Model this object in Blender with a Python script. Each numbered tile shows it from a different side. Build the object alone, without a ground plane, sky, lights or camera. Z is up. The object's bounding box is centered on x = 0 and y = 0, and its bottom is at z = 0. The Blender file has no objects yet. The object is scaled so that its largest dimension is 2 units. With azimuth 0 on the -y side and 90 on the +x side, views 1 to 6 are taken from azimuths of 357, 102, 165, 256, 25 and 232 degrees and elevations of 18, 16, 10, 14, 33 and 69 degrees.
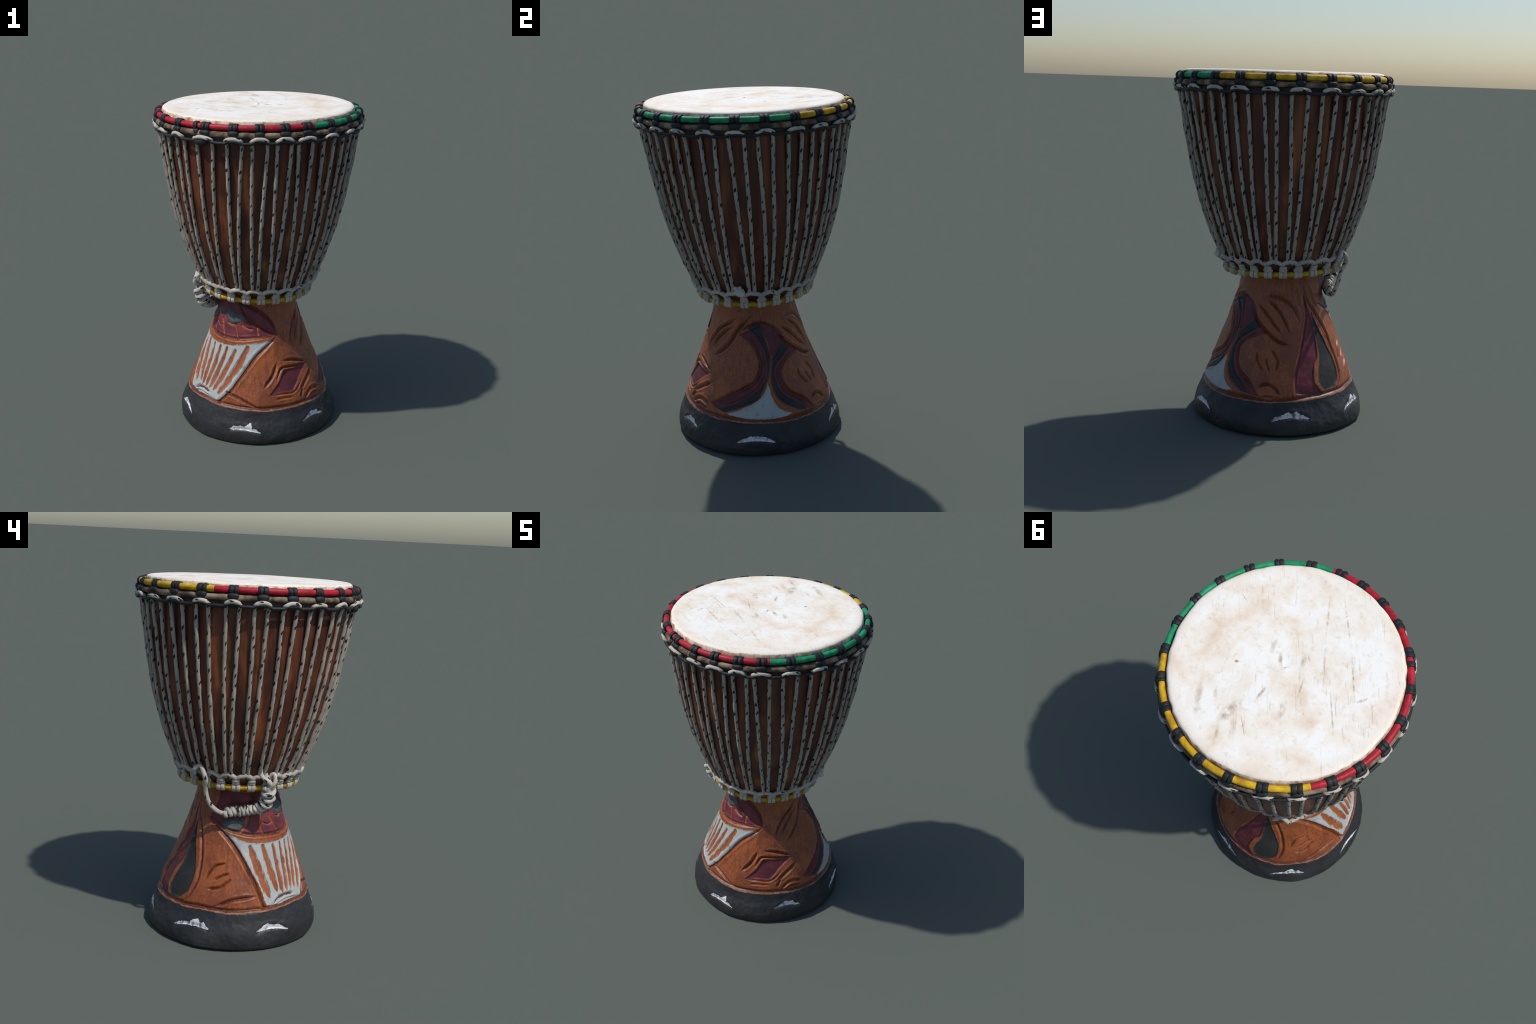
import bpy, math
import numpy as np
from mathutils import Vector

rng = np.random.default_rng(7)
TAU = 2 * math.pi

# ------------------------------------------------------------------ profile
# outer envelope of the drum (radius against height); the axis leans a little
ENV_Z = [0.86, 0.90, 0.94, 0.98, 1.06, 1.16, 1.28, 1.42, 1.58, 1.74, 1.86, 1.95]
ENV_R = [0.30, 0.345, 0.366, 0.379, 0.414, 0.450, 0.489, 0.524, 0.5545, 0.580, 0.5985, 0.609]
FOOT_Z = [0.0, 0.004, 0.012, 0.03, 0.055, 0.085, 0.115, 0.15, 0.19, 0.25, 0.30, 0.36, 0.42, 0.48,
          0.54, 0.60, 0.66, 0.72, 0.78, 0.82, 0.845, 0.862, 0.875]
FOOT_R = [0.474, 0.482, 0.489, 0.493, 0.4925, 0.4865, 0.476, 0.460, 0.446, 0.427, 0.408, 0.384, 0.360, 0.337,
          0.314, 0.293, 0.274, 0.254, 0.239, 0.232, 0.233, 0.248, 0.285]
AX_Z = [0.0, 0.2, 0.45, 0.7, 0.95, 1.3, 1.86, 2.0]
AX_X = [-0.0155, -0.0165, -0.0165, -0.0170, -0.0130, -0.0090, 0.0, 0.0]
AX_Y = [0.022, 0.018, 0.0145, 0.0135, 0.0145, 0.0110, 0.002, 0.0]


def smooth_table(xs, ys, n=400):
    """monotone-ish cubic through the control points, as a dense table"""
    xs, ys = np.array(xs), np.array(ys)
    m = np.gradient(ys, xs)
    t = np.linspace(xs[0], xs[-1], n)
    i = np.clip(np.searchsorted(xs, t, 'right') - 1, 0, len(xs) - 2)
    h = xs[i + 1] - xs[i]
    u = (t - xs[i]) / h
    y = ((2*u**3 - 3*u**2 + 1) * ys[i] + (u**3 - 2*u**2 + u) * h * m[i]
         + (-2*u**3 + 3*u**2) * ys[i + 1] + (u**3 - u**2) * h * m[i + 1])
    return t, y


ENV = smooth_table(ENV_Z, ENV_R)
FOOT = smooth_table(FOOT_Z, FOOT_R, 900)


def renv(z): return np.interp(z, *ENV)
def rfoot(z): return np.interp(z, *FOOT)
def axis(z): return np.interp(z, AX_Z, AX_X), np.interp(z, AX_Z, AX_Y)


def cyl(theta, r, z):
    """cylinder coordinates (degrees) about the leaning axis -> xyz"""
    theta, r, z = np.broadcast_arrays(np.asarray(theta, float), np.asarray(r, float), np.asarray(z, float))
    ax, ay = axis(z)
    a = np.radians(theta)
    return np.stack([ax + r*np.cos(a), ay + r*np.sin(a), z], -1)


# ------------------------------------------------------------------ numeric noise
def hash3(i, j, k, seed):
    n = (i * 73856093) ^ (j * 19349663) ^ (k * 83492791) ^ (seed * 2654435761)
    n = (n ^ (n >> 13)) * 1274126177
    n = n ^ (n >> 16)
    return (n & 0xffff) / 65535.0


def noise3(p, scale, seed=0):
    q = np.asarray(p) * scale + 1000.0
    b = np.floor(q).astype(np.int64)
    f = q - b
    f = f * f * (3 - 2 * f)
    out = 0
    for dx in (0, 1):
        for dy in (0, 1):
            for dz in (0, 1):
                w = ((f[..., 0] if dx else 1 - f[..., 0]) * (f[..., 1] if dy else 1 - f[..., 1])
                     * (f[..., 2] if dz else 1 - f[..., 2]))
                out = out + w * hash3(b[..., 0] + dx, b[..., 1] + dy, b[..., 2] + dz, seed)
    return out * 2 - 1


def sstep(a, b, x):
    t = np.clip((x - a) / (b - a), 0, 1)
    return t * t * (3 - 2 * t)


# ------------------------------------------------------------------ materials
class Mat:
    def __init__(self, name, rough=0.6, spec=0.3):
        self.m = bpy.data.materials.new(name)
        self.m.use_nodes = True
        self.nt = self.m.node_tree
        self.b = self.nt.nodes['Principled BSDF']
        self.b.inputs['Roughness'].default_value = rough
        self.b.inputs['Specular IOR Level'].default_value = spec
        self.co = self.nt.nodes.new('ShaderNodeTexCoord').outputs['Object']

    def n(self, kind, **kw):
        nd = self.nt.nodes.new(kind)
        for k, v in kw.items():
            setattr(nd, k, v)
        return nd

    def link(self, a, b): self.nt.links.new(a, b)

    def mapped(self, scale=(1, 1, 1), rot=(0, 0, 0), loc=(0, 0, 0)):
        mp = self.n('ShaderNodeMapping')
        mp.inputs['Scale'].default_value = scale
        mp.inputs['Rotation'].default_value = rot
        mp.inputs['Location'].default_value = loc
        self.link(self.co, mp.inputs['Vector'])
        return mp.outputs[0]

    def noise(self, vec, scale, detail=4, rough=0.55, dist=0.0):
        t = self.n('ShaderNodeTexNoise')
        t.inputs['Scale'].default_value = scale
        t.inputs['Detail'].default_value = detail
        t.inputs['Roughness'].default_value = rough
        t.inputs['Distortion'].default_value = dist
        self.link(vec, t.inputs['Vector'])
        return t.outputs['Fac']

    def ramp(self, fac, stops):
        r = self.n('ShaderNodeValToRGB')
        e = r.color_ramp.elements
        while len(e) < len(stops):
            e.new(0.5)
        for el, (p, c) in zip(e, stops):
            el.position = p
            el.color = (*c, 1) if len(c) == 3 else c
        self.link(fac, r.inputs['Fac'])
        return r.outputs['Color']

    def mix(self, fac, a, b, mode='MIX'):
        x = self.n('ShaderNodeMix', data_type='RGBA', blend_type=mode)
        for sock, v in ((x.inputs[0], fac), (x.inputs[6], a), (x.inputs[7], b)):
            if isinstance(v, (int, float)):
                sock.default_value = v
            elif isinstance(v, tuple):
                sock.default_value = (*v, 1)
            else:
                self.link(v, sock)
        return x.outputs[2]

    def math(self, op, a, b=None, clamp=False):
        x = self.n('ShaderNodeMath', operation=op, use_clamp=clamp)
        for s, v in zip(x.inputs, (a, b)):
            if v is None:
                continue
            if isinstance(v, (int, float)):
                s.default_value = v
            else:
                self.link(v, s)
        return x.outputs[0]

    def color(self, c): self.link(c, self.b.inputs['Base Color'])

    def bump(self, h, strength=0.3, dist=0.003):
        bn = self.n('ShaderNodeBump')
        bn.inputs['Strength'].default_value = strength
        bn.inputs['Distance'].default_value = dist
        self.link(h, bn.inputs['Height'])
        self.link(bn.outputs[0], self.b.inputs['Normal'])


def bw(lo, hi): return [(lo, (0, 0, 0)), (hi, (1, 1, 1))]


def mat_plain(name, c, var=0.25, scale=14, rough=0.6, bump=0.25, bscale=60, spec=0.3, c2=None, lo=.35, hi=.7):
    M = Mat(name, rough, spec)
    f = M.noise(M.mapped(), scale, 5)
    d = c2 or tuple(x * (1 - var) for x in c)
    M.color(M.ramp(f, [(lo, d), (hi, c)]))
    M.bump(M.noise(M.mapped(), bscale, 4), bump)
    return M.m


def mat_foot_wood(name='carved_wood', tint=(1, 1, 1)):
    M = Mat(name, 0.42, 0.42)
    grain = M.noise(M.mapped((40, 40, 2.0)), 1.6, 6, 0.65, 0.5)
    fine = M.noise(M.mapped((190, 190, 2.6)), 1.4, 3, 0.6)
    patch = M.noise(M.mapped((1, 1, .6)), 5.0, 3, .5, .3)
    t = tint
    c = M.ramp(grain, [(0.30, (0.19*t[0], 0.050*t[1], 0.020*t[2])), (0.48, (0.295*t[0], 0.080*t[1], 0.026*t[2])),
                       (0.70, (0.40*t[0], 0.113*t[1], 0.033*t[2]))])
    c = M.mix(M.math('MULTIPLY', M.ramp(fine, bw(.50, .36)), .6), c, (0.13*t[0], 0.038*t[1], 0.016*t[2]))
    c = M.mix(M.math('MULTIPLY', M.ramp(patch, bw(.45, .75)), .55), c, (0.46*t[0], 0.130*t[1], 0.034*t[2]))
    big = M.noise(M.mapped((1, 1, .35)), 9.0, 4, .6, .5)
    c = M.mix(M.math('MULTIPLY', M.ramp(big, bw(.56, .36)), .55), c, (0.17*t[0], 0.045*t[1], 0.019*t[2]))
    M.color(c)
    M.bump(M.math('ADD', grain, fine), .25, .002)
    return M.m


def mat_bowl_wood():
    M = Mat('bowl_wood', 0.36, 0.45)
    streak = M.noise(M.mapped((16, 16, .9)), 1.0, 4, 0.55, 0.3)
    grain = M.noise(M.mapped((90, 90, 4)), 1.0, 4, 0.6, .3)
    patch = M.noise(M.mapped((3, 3, 1.2)), 1.6, 3, .5)
    c = M.ramp(streak, [(0.32, (0.032, 0.011, 0.009)), (0.47, (0.070, 0.021, 0.012)),
                        (0.58, (0.140, 0.042, 0.017)), (0.74, (0.30, 0.095, 0.030))])
    c = M.mix(M.math('MULTIPLY', M.ramp(patch, bw(.42, .68)), .5), c, (0.11, 0.026, 0.016))
    c = M.mix(M.math('MULTIPLY', M.ramp(grain, bw(.62, .42)), .5), c, (0.055, 0.019, 0.012))
    M.color(c)
    M.bump(M.math('ADD', grain, streak), .2, .002)
    return M.m


def mat_skin():
    M = Mat('goat_skin', 0.62, 0.25)
    co = M.mapped()

    def along(length, width, ang=140, loc=(0, 0, 0)):
        """coordinates rotated first, then stretched along one direction of the hide"""
        mp = M.n('ShaderNodeMapping', vector_type='TEXTURE')
        mp.inputs['Scale'].default_value = (length, width, 1.0)
        mp.inputs['Rotation'].default_value = (0, 0, math.radians(ang))
        mp.inputs['Location'].default_value = loc
        M.link(co, mp.inputs['Vector'])
        return mp.outputs[0]
    blot = M.noise(co, 4.5, 6, .66, .3)
    fleck = M.noise(co, 26, 6, .7, .3)
    tiny = M.noise(co, 90, 3, .6)
    fib = M.noise(along(.13, .015), 1.0, 4, .65, .25)
    scr = M.noise(along(.42, .009, 142), 1.0, 2, .5, .1)
    reg = M.noise(co, 3.0, 3, .6)
    c = M.ramp(blot, [(0.28, (0.74, 0.58, 0.44)), (0.45, (0.86, 0.785, 0.68)), (0.57, (0.905, 0.89, 0.845))])
    c = M.mix(M.math('MULTIPLY', M.ramp(fleck, bw(.55, .72)), .55), c, (0.62, 0.45, 0.31))
    c = M.mix(M.math('MULTIPLY', M.math('MULTIPLY', M.ramp(fib, bw(.58, .72)), M.ramp(reg, bw(.42, .58))), .75),
              c, (0.47, 0.39, 0.30))
    c = M.mix(M.math('MULTIPLY', M.math('MULTIPLY', M.ramp(scr, bw(.69, .75)), M.ramp(reg, bw(.42, .52))), .4),
              c, (0.40, 0.34, 0.27))
    c = M.mix(M.math('MULTIPLY', M.ramp(tiny, bw(.66, .74)), .3), c, (0.50, 0.38, 0.28))
    # soiled tan border where hands and the ring rub the hide
    rad = M.n('ShaderNodeVectorMath', operation='MULTIPLY')
    M.link(co, rad.inputs[0])
    rad.inputs[1].default_value = (1, 1, 0)
    rl = M.n('ShaderNodeVectorMath', operation='LENGTH')
    M.link(rad.outputs[0], rl.inputs[0])
    rim_m = M.ramp(M.math('ADD', rl.outputs['Value'], M.math('MULTIPLY', M.math('SUBTRACT', blot, .5), .16)), bw(.505, .575))
    c = M.mix(M.math('MULTIPLY', rim_m, .38), c, (0.70, 0.57, 0.40))
    # individual scuffs and hairs: x0 y0 x1 y1 half-width strength
    scuffs = [(.159, -.418, -.011, -.239, .007, .55), (-.011, -.239, -.207, -.052, .006, .6), (.121, -.47, -.136, -.292, .006, .5),
              (-.136, -.292, -.361, -.112, .006, .65), (-.221, -.084, -.415, .066, .006, .7), (-.092, -.039, -.159, .065, .006, .8),
              (-.05, .312, -.154, .373, .003, .9), (.457, -.101, .367, -.084, .003, .8), (.175, -.095, .095, .01, .018, .55),
              (-.002, -.125, -.065, -.035, .017, .6), (-.015, .125, -.045, .230, .011, .8), (.008, .255, -.01, .435, .032, .65),
              (.183, .162, .167, .145, .008, 1.5), (-.369, -.19, -.352, -.125, .010, .7), (-.122, .10, -.19, .21, .020, .5),
              (.22, .32, .07, .49, .022, .45), (.133, .305, .094, .35, .012, .6), (-.007, .40, -.098, .52, .012, .45),
              (.08, -.04, .02, .02, .012, .7), (-.04, .34, -.105, .41, .018, .45), (-.182, -.299, -.267, -.229, .005, .6)]
    wig = M.noise(co, 30, 4, .65)
    for x0, y0, x1, y1, hw, st in scuffs:
        v = along(math.hypot(x1 - x0, y1 - y0) / 2, hw, math.degrees(math.atan2(y1 - y0, x1 - x0)), ((x0 + x1) / 2, (y0 + y1) / 2, 2.0))
        fl = M.n('ShaderNodeVectorMath', operation='MULTIPLY')
        M.link(v, fl.inputs[0])
        fl.inputs[1].default_value = (1, 1, 0)
        ln = M.n('ShaderNodeVectorMath', operation='LENGTH')
        M.link(fl.outputs[0], ln.inputs[0])
        inside_ = M.math('SUBTRACT', 1.0, ln.outputs['Value'], True)
        mk = M.math('MULTIPLY', M.math('MULTIPLY', M.math('POWER', inside_, .8), M.ramp(wig, bw(.36, .64))), st * 1.75, True)
        c = M.mix(mk, c, (0.42, 0.34, 0.235))
    M.color(c)
    M.bump(M.math('ADD', fleck, tiny), .10, .002)
    return M.m


def mat_skin_edge():
    M = Mat('goat_skin_edge', 0.65, 0.25)
    co = M.mapped()
    st = M.noise(M.mapped((1, 1, .25)), 26, 4, .6)
    bl = M.noise(co, 6, 4, .6)
    c = M.ramp(st, [(0.34, (0.30, 0.19, 0.12)), (0.50, (0.58, 0.45, 0.34)), (0.66, (0.78, 0.69, 0.58))])
    c = M.mix(M.math('MULTIPLY', M.ramp(bl, bw(.5, .7)), .6), c, (0.45, 0.27, 0.17))
    M.color(c)
    M.bump(st, .3, .004)
    return M.m


def mat_rope(name, c):
    M = Mat(name, 0.85, 0.1)
    f = M.noise(M.mapped(), 11, 4, .6)
    fi = M.noise(M.mapped((1, 1, 1)), 260, 2, .6)
    col = M.ramp(f, [(0.30, tuple(x*.68 for x in c)), (0.62, c)])
    col = M.mix(M.math('MULTIPLY', M.ramp(fi, bw(.60, .44)), .5), col, tuple(x*.42 for x in c))
    M.color(col)
    M.bump(fi, .5, .003)
    return M.m


def mat_white_paint(name='white_paint', c=(0.385, 0.41, 0.405), worn=(0.24, 0.17, 0.135), lo=.28, hi=.44):
    M = Mat(name, 0.55, 0.3)
    a = M.noise(M.mapped((1, 1, .5)), 34, 5, .65)
    b = M.noise(M.mapped(), 9, 4, .6)
    col = M.ramp(a, [(lo, worn), (hi, c)])
    col = M.mix(M.math('MULTIPLY', M.ramp(b, bw(.5, .72)), .45), col, tuple(x*.72 for x in c))
    M.color(col)
    M.bump(a, .3, .002)
    return M.m


def mat_black_paint():
    M = Mat('black_paint', 0.5, 0.35)
    a = M.noise(M.mapped(), 6, 5, .6)
    s = M.noise(M.mapped(), 38, 4, .7)
    col = M.ramp(a, [(0.35, (0.018, 0.019, 0.022)), (0.68, (0.033, 0.034, 0.037))])
    col = M.mix(M.math('MULTIPLY', M.ramp(s, bw(.68, .80)), .35), col, (0.13, 0.125, 0.12))
    M.color(col)
    M.bump(M.math('ADD', a, s), .22, .003)
    return M.m


WOOD = mat_foot_wood()
GROOVE = mat_foot_wood('dark_groove', (0.42, 0.40, 0.46))
RAW = mat_plain('worn_raw_wood', (0.40, 0.170, 0.105), .6, 22, .6)
BLACK = mat_black_paint()
MAROON = mat_plain('maroon_paint', (0.195, 0.034, 0.046), .5, 16, .5, .3, 45, c2=(0.085, 0.021, 0.028))
TEARBLACK = mat_plain('dark_grey_paint', (0.040, 0.040, 0.038), .4, 12, .6)
GREY = mat_plain('grey_paint', (0.105, 0.125, 0.130), .5, 18, .55)
WHITE = mat_white_paint()
SMEAR = mat_white_paint('rubbed_paint', (0.33, 0.28, 0.245), (0.24, 0.10, 0.055), .40, .60)
WHITEMARK = mat_white_paint('chipped_white', (0.68, 0.70, 0.71), (0.13, 0.13, 0.135), .36, .50)
BOWL = mat_bowl_wood()
SKIN = mat_skin()
SKINEDGE = mat_skin_edge()
ROPE = mat_rope('rope_fibre', (0.405, 0.36, 0.303))
ROPEWHITE = mat_rope('clean_rope_fibre', (0.56, 0.52, 0.455))
FLECK = mat_plain('black_thread', (0.020, 0.021, 0.026), .3, 40, .85, .2, 200)
RUBBER = mat_plain('black_cord', (0.021, 0.022, 0.026), .4, 25, .58, .5, 110, .35)
RED = mat_plain('red_cloth', (0.56, 0.018, 0.040), .5, 22, .5, .35, 60, c2=(0.30, 0.010, 0.022))
GREEN = mat_plain('green_cloth', (0.016, 0.36, 0.155), .5, 22, .5, .35, 60, c2=(0.008, 0.17, 0.075))
YELLOW = mat_plain('yellow_cloth', (0.76, 0.50, 0.016), .5, 22, .5, .35, 60, c2=(0.42, 0.215, 0.012))
DULLYELLOW = mat_plain('dull_yellow_cloth', (0.56, 0.36, 0.014), .5, 30, .6, .4, 60, c2=(0.24, 0.135, 0.012))
ROPEWAIST = mat_rope('soiled_rope_fibre', (0.49, 0.45, 0.39))
BEIGE = mat_plain('hide_roll', (0.30, 0.222, 0.152), .6, 15, .7, .5, 60, c2=(0.062, 0.040, 0.029), lo=.40, hi=.62)
HIDE = mat_plain('dark_hide', (0.085, 0.048, 0.036), .5, 18, .7, .4, 60)

# ------------------------------------------------------------------ object helpers
root = bpy.data.objects.new('goblet_drum', None)
bpy.context.collection.objects.link(root)
root['label'] = 'tall goblet hand drum with carved wooden foot and rope lacing'
root['category'] = 'drum'


def make_mesh(name, verts, faces, mats, midx=None, normals=None):
    me = bpy.data.meshes.new(name)
    verts = np.asarray(verts, np.float32)
    faces = np.asarray(faces, np.int32)
    nv, nf, k = len(verts), len(faces), faces.shape[1]
    me.vertices.add(nv)
    me.vertices.foreach_set('co', verts.ravel())
    me.loops.add(nf * k)
    me.loops.foreach_set('vertex_index', faces.ravel())
    me.polygons.add(nf)
    me.polygons.foreach_set('loop_start', np.arange(0, nf * k, k, dtype=np.int32))
    me.polygons.foreach_set('loop_total', np.full(nf, k, np.int32))
    for m in mats:
        me.materials.append(m)
    if midx is not None:
        me.polygons.foreach_set('material_index', np.asarray(midx, np.int32))
    me.polygons.foreach_set('use_smooth', np.ones(nf, bool))
    me.update(calc_edges=True)
    me.validate()
    if normals is not None:
        me.normals_split_custom_set_from_vertices([tuple(n) for n in normals])
    return me


def place(name, me, parent=None, kind=None):
    o = bpy.data.objects.new(name, me)
    bpy.context.collection.objects.link(o)
    o.parent = parent or root
    if kind:
        o['kind'] = kind
    return o


def grid_faces(nr, nc, wrap=True):
    i = np.arange(nr - 1)[:, None]
    j = np.arange(nc if wrap else nc - 1)[None]
    a = i * nc + j
    b = i * nc + (j + 1) % nc
    return np.stack([a, b, b + nc, a + nc], -1).reshape(-1, 4)


def catmull(P, closed=False, step=None, per=10):
    P = np.asarray(P, float)
    n = len(P)
    out = []
    for i in range(n if closed else n - 1):
        if closed:
            p0, p1, p2, p3 = P[i-1], P[i], P[(i+1) % n], P[(i+2) % n]
        else:
            p1, p2 = P[i], P[i+1]
            p0 = P[i-1] if i else 2*p1 - p2
            p3 = P[i+2] if i + 2 < n else 2*p2 - p1
        t = np.linspace(0, 1, per, endpoint=False)[:, None]
        out.append(.5 * ((2*p1) + (-p0+p2)*t + (2*p0-5*p1+4*p2-p3)*t**2 + (-p0+3*p1-3*p2+p3)*t**3))
    out = np.concatenate(out + ([] if closed else [P[-1:]]))
    if step:
        d = np.r_[0, np.cumsum(np.linalg.norm(np.diff(out, axis=0), axis=1))]
        k = max(3, int(d[-1] / step))
        s = np.linspace(0, d[-1], k)
        out = np.stack([np.interp(s, d, out[:, c]) for c in range(out.shape[1])], -1)
    return out


def tube(P, radius, nseg=12, closed=False, flat=None, up=None, caps=True):
    """sweep an ellipse along P; radius scalar or per point; flat = (width, thickness) with 'up' per-point"""
    P = np.asarray(P, float)
    n = len(P)
    if closed:
        T = np.roll(P, -1, 0) - np.roll(P, 1, 0)
    else:
        T = np.gradient(P, axis=0)
    T /= np.linalg.norm(T, axis=1, keepdims=True) + 1e-12
    if up is None:
        N = np.zeros_like(P)
        ref = np.array([0, 0, 1.0]) if abs(T[0, 2]) < .9 else np.array([1.0, 0, 0])
        v = np.cross(T[0], ref)
        for i in range(n):
            v = v - T[i] * (v @ T[i])
            v /= np.linalg.norm(v) + 1e-12
            N[i] = v
    else:
        N = np.asarray(up, float)
        N = N - T * (N * T).sum(1, keepdims=True)
        N /= np.linalg.norm(N, axis=1, keepdims=True) + 1e-12
    B = np.cross(T, N)
    a = np.linspace(0, TAU, nseg, endpoint=False)
    ca, sa = np.cos(a), np.sin(a)
    if flat:
        rn, rb = flat[1], flat[0]
        ca, sa = np.sign(ca) * np.abs(ca) ** .6, np.sign(sa) * np.abs(sa) ** .6
    else:
        rn = rb = np.broadcast_to(np.asarray(radius, float).reshape(-1, 1) if np.ndim(radius) == 1 else radius, (n, 1)) \
            if np.ndim(radius) < 2 else radius
    V = P[:, None] + (rn * ca[None])[..., None] * N[:, None] + (rb * sa[None])[..., None] * B[:, None]
    V = V.reshape(-1, 3)
    F = grid_faces(n, nseg)
    if closed:
        i = (n - 1) * nseg + np.arange(nseg)
        i2 = (n - 1) * nseg + (np.arange(nseg) + 1) % nseg
        F = np.concatenate([F, np.stack([i, i2, (np.arange(nseg) + 1) % nseg, np.arange(nseg)], -1)])
    elif caps:
        c0, c1 = len(V), len(V) + 1
        V = np.concatenate([V, P[:1], P[-1:]])
        j = np.arange(nseg)
        j2 = (j + 1) % nseg
        # triangles stored as quads along a doubled fan: use two-step fan of quads
        e = (n - 1) * nseg
        q0 = np.array([[c0, (k + 2) % nseg, (k + 1) % nseg, k] for k in range(0, nseg, 2)])
        q1 = np.array([[c1, e + k, e + (k + 1) % nseg, e + (k + 2) % nseg] for k in range(0, nseg, 2)])
        F = np.concatenate([F, q0, q1])
    return V, F


def join(parts):
    Vs, Fs, Ms, o = [], [], [], 0
    for p in parts:
        V, F = p[0], p[1]
        m = p[2] if len(p) > 2 else np.zeros(len(F), int)
        Vs.append(V)
        Fs.append(F + o)
        Ms.append(np.broadcast_to(m, (len(F),)))
        o += len(V)
    return np.concatenate(Vs), np.concatenate(Fs), np.concatenate(Ms)


def ball(c, ax_n, ax_t, ax_u, rn, rt, ru, n=14, m=20, power=1.0):
    """ellipsoid blob with half sizes along three given axes"""
    ph = np.linspace(0.02, math.pi - .02, n)[:, None]
    th = np.linspace(0, TAU, m, endpoint=False)[None]
    sg = lambda x: np.sign(x) * np.abs(x) ** power
    u = sg(np.cos(ph)) * np.ones_like(th)
    s = np.sin(ph) ** power
    V = (np.asarray(c) + (s * sg(np.cos(th)) * rn)[..., None] * ax_n + (s * sg(np.sin(th)) * rt)[..., None] * ax_t
         + (u * ru)[..., None] * ax_u).reshape(-1, 3)
    return V, grid_faces(n, m)


def rope(P, radius=0.0106, step=0.0036, seed=0, nseg=14, gap=0.041, fleck_len=0.019):
    """braided cord: bumpy tube with black tracer flecks woven in"""
    g = np.random.default_rng(seed)
    P = catmull(P, step=step, per=12)
    n = len(P)
    s = np.arange(n) * step
    a = np.linspace(0, TAU, nseg, endpoint=False)
    bump = 1 + .05 * np.sin(TAU * s[:, None] / .017 + 2 * a[None]) * np.sin(TAU * s[:, None] / .017 - 2 * a[None] + 1.0)
    wid = 1 + .05 * np.sin(s * 23 + seed)[:, None] + .04 * np.sin(s * 61 + seed * 2.3)[:, None]
    V, F = tube(P, radius * bump * wid, nseg)
    m = np.zeros(len(F), int)
    ring = np.arange((n - 1) * nseg) // nseg
    seg = np.arange((n - 1) * nseg) % nseg
    pos, k = g.uniform(0, gap), 0
    ph = g.uniform(0, TAU)
    while pos < s[-1]:
        ang = ph + k * 2.6 + g.normal(0, .3)
        ln = fleck_len * g.uniform(.75, 1.25)
        for half in (0, 1):  # each fleck is two neighbouring threads, one slipped along
            aa = ang + (half - .5) * .50
            d = np.abs((TAU * (seg + .5) / nseg - aa + math.pi) % TAU - math.pi)
            sp = s[ring] - pos - half * .007
            m[:len(ring)][(d < .27) & (sp > 0) & (sp < ln)] = 1
        pos += gap * g.uniform(.8, 1.2)
        k += 1
    return V, F, m


# ------------------------------------------------------------------ carved foot
# strokes and painted fields are drawn with control points (angle in degrees, height in metres)
def wrap(t): return (np.asarray(t) + 180.0) % 360.0 - 180.0


NT = 1200
zrows = np.unique(np.r_[np.linspace(0, .03, 14), np.arange(.03, .24, .0026), np.arange(.24, .8751, .0026)])
TH = np.arange(NT) * 360.0 / NT
Tg, Zg = np.meshgrid(TH, zrows)
Rg = rfoot(Zg)
base = cyl(Tg, Rg, Zg)
slope = np.gradient(rfoot(zrows), zrows)[:, None]
slope = np.where(zrows[:, None] < .02, 0.4, slope)
aa = np.radians(Tg)
nrm = np.stack([np.cos(aa), np.sin(aa), -slope * np.ones_like(Tg)], -1)
nrm /= np.linalg.norm(nrm, axis=-1, keepdims=True)
FBASE = base.reshape(-1, 3)
FT, FZ = Tg.ravel(), Zg.ravel()
ffaces = grid_faces(len(zrows), NT)
# face centres in drum coordinates
cz = (Zg[:-1] + Zg[1:]).ravel() / 2
ct = np.broadcast_to(TH[None] + 180.0 / NT, Tg[:-1].shape).ravel()
FC = cyl(ct, rfoot(cz), cz)


def surf3(P):
    P = np.asarray(P, float)
    return cyl(P[:, 0], rfoot(P[:, 1]), P[:, 1])


def near(P2, T, Z, pad_t, pad_z):
    c = (P2[:, 0].min() + P2[:, 0].max()) / 2
    h = (P2[:, 0].max() - P2[:, 0].min()) / 2 + pad_t
    return np.where((np.abs((T - c + 180) % 360 - 180) <= h) & (Z > P2[:, 1].min() - pad_z) & (Z < P2[:, 1].max() + pad_z))[0]


def seg_dist(X, Q, closed=False):
    """distance from points X to the 3D polyline Q, and the position 0..1 along it"""
    A = Q if closed else Q[:-1]
    B = np.roll(Q, -1, 0) if closed else Q[1:]
    L = np.linalg.norm(B - A, axis=1)
    cum = np.r_[0, np.cumsum(L)]
    best = np.full(len(X), 9.0)
    par = np.zeros(len(X))
    for i in range(len(A)):
        d = B[i] - A[i]
        t = np.clip(((X - A[i]) @ d) / (d @ d + 1e-12), 0, 1)
        dist = np.linalg.norm(X - A[i] - t[:, None] * d, axis=1)
        w = dist < best
        best[w] = dist[w]
        par[w] = (cum[i] + t[w] * L[i]) / cum[-1]
    return best, par


def inside(T, Z, poly):
    c = (poly[:, 0].min() + poly[:, 0].max()) / 2
    x = (T - c + 180) % 360 - 180 + c
    r = np.zeros(len(T), bool)
    x1, y1 = poly[-1]
    for x2, y2 in poly:
        if y1 != y2:
            k = ((y1 > Z) != (y2 > Z)) & (x < (x2 - x1) * (Z - y1) / (y2 - y1) + x1)
            r ^= k
        x1, y1 = x2, y2
    return r


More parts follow.
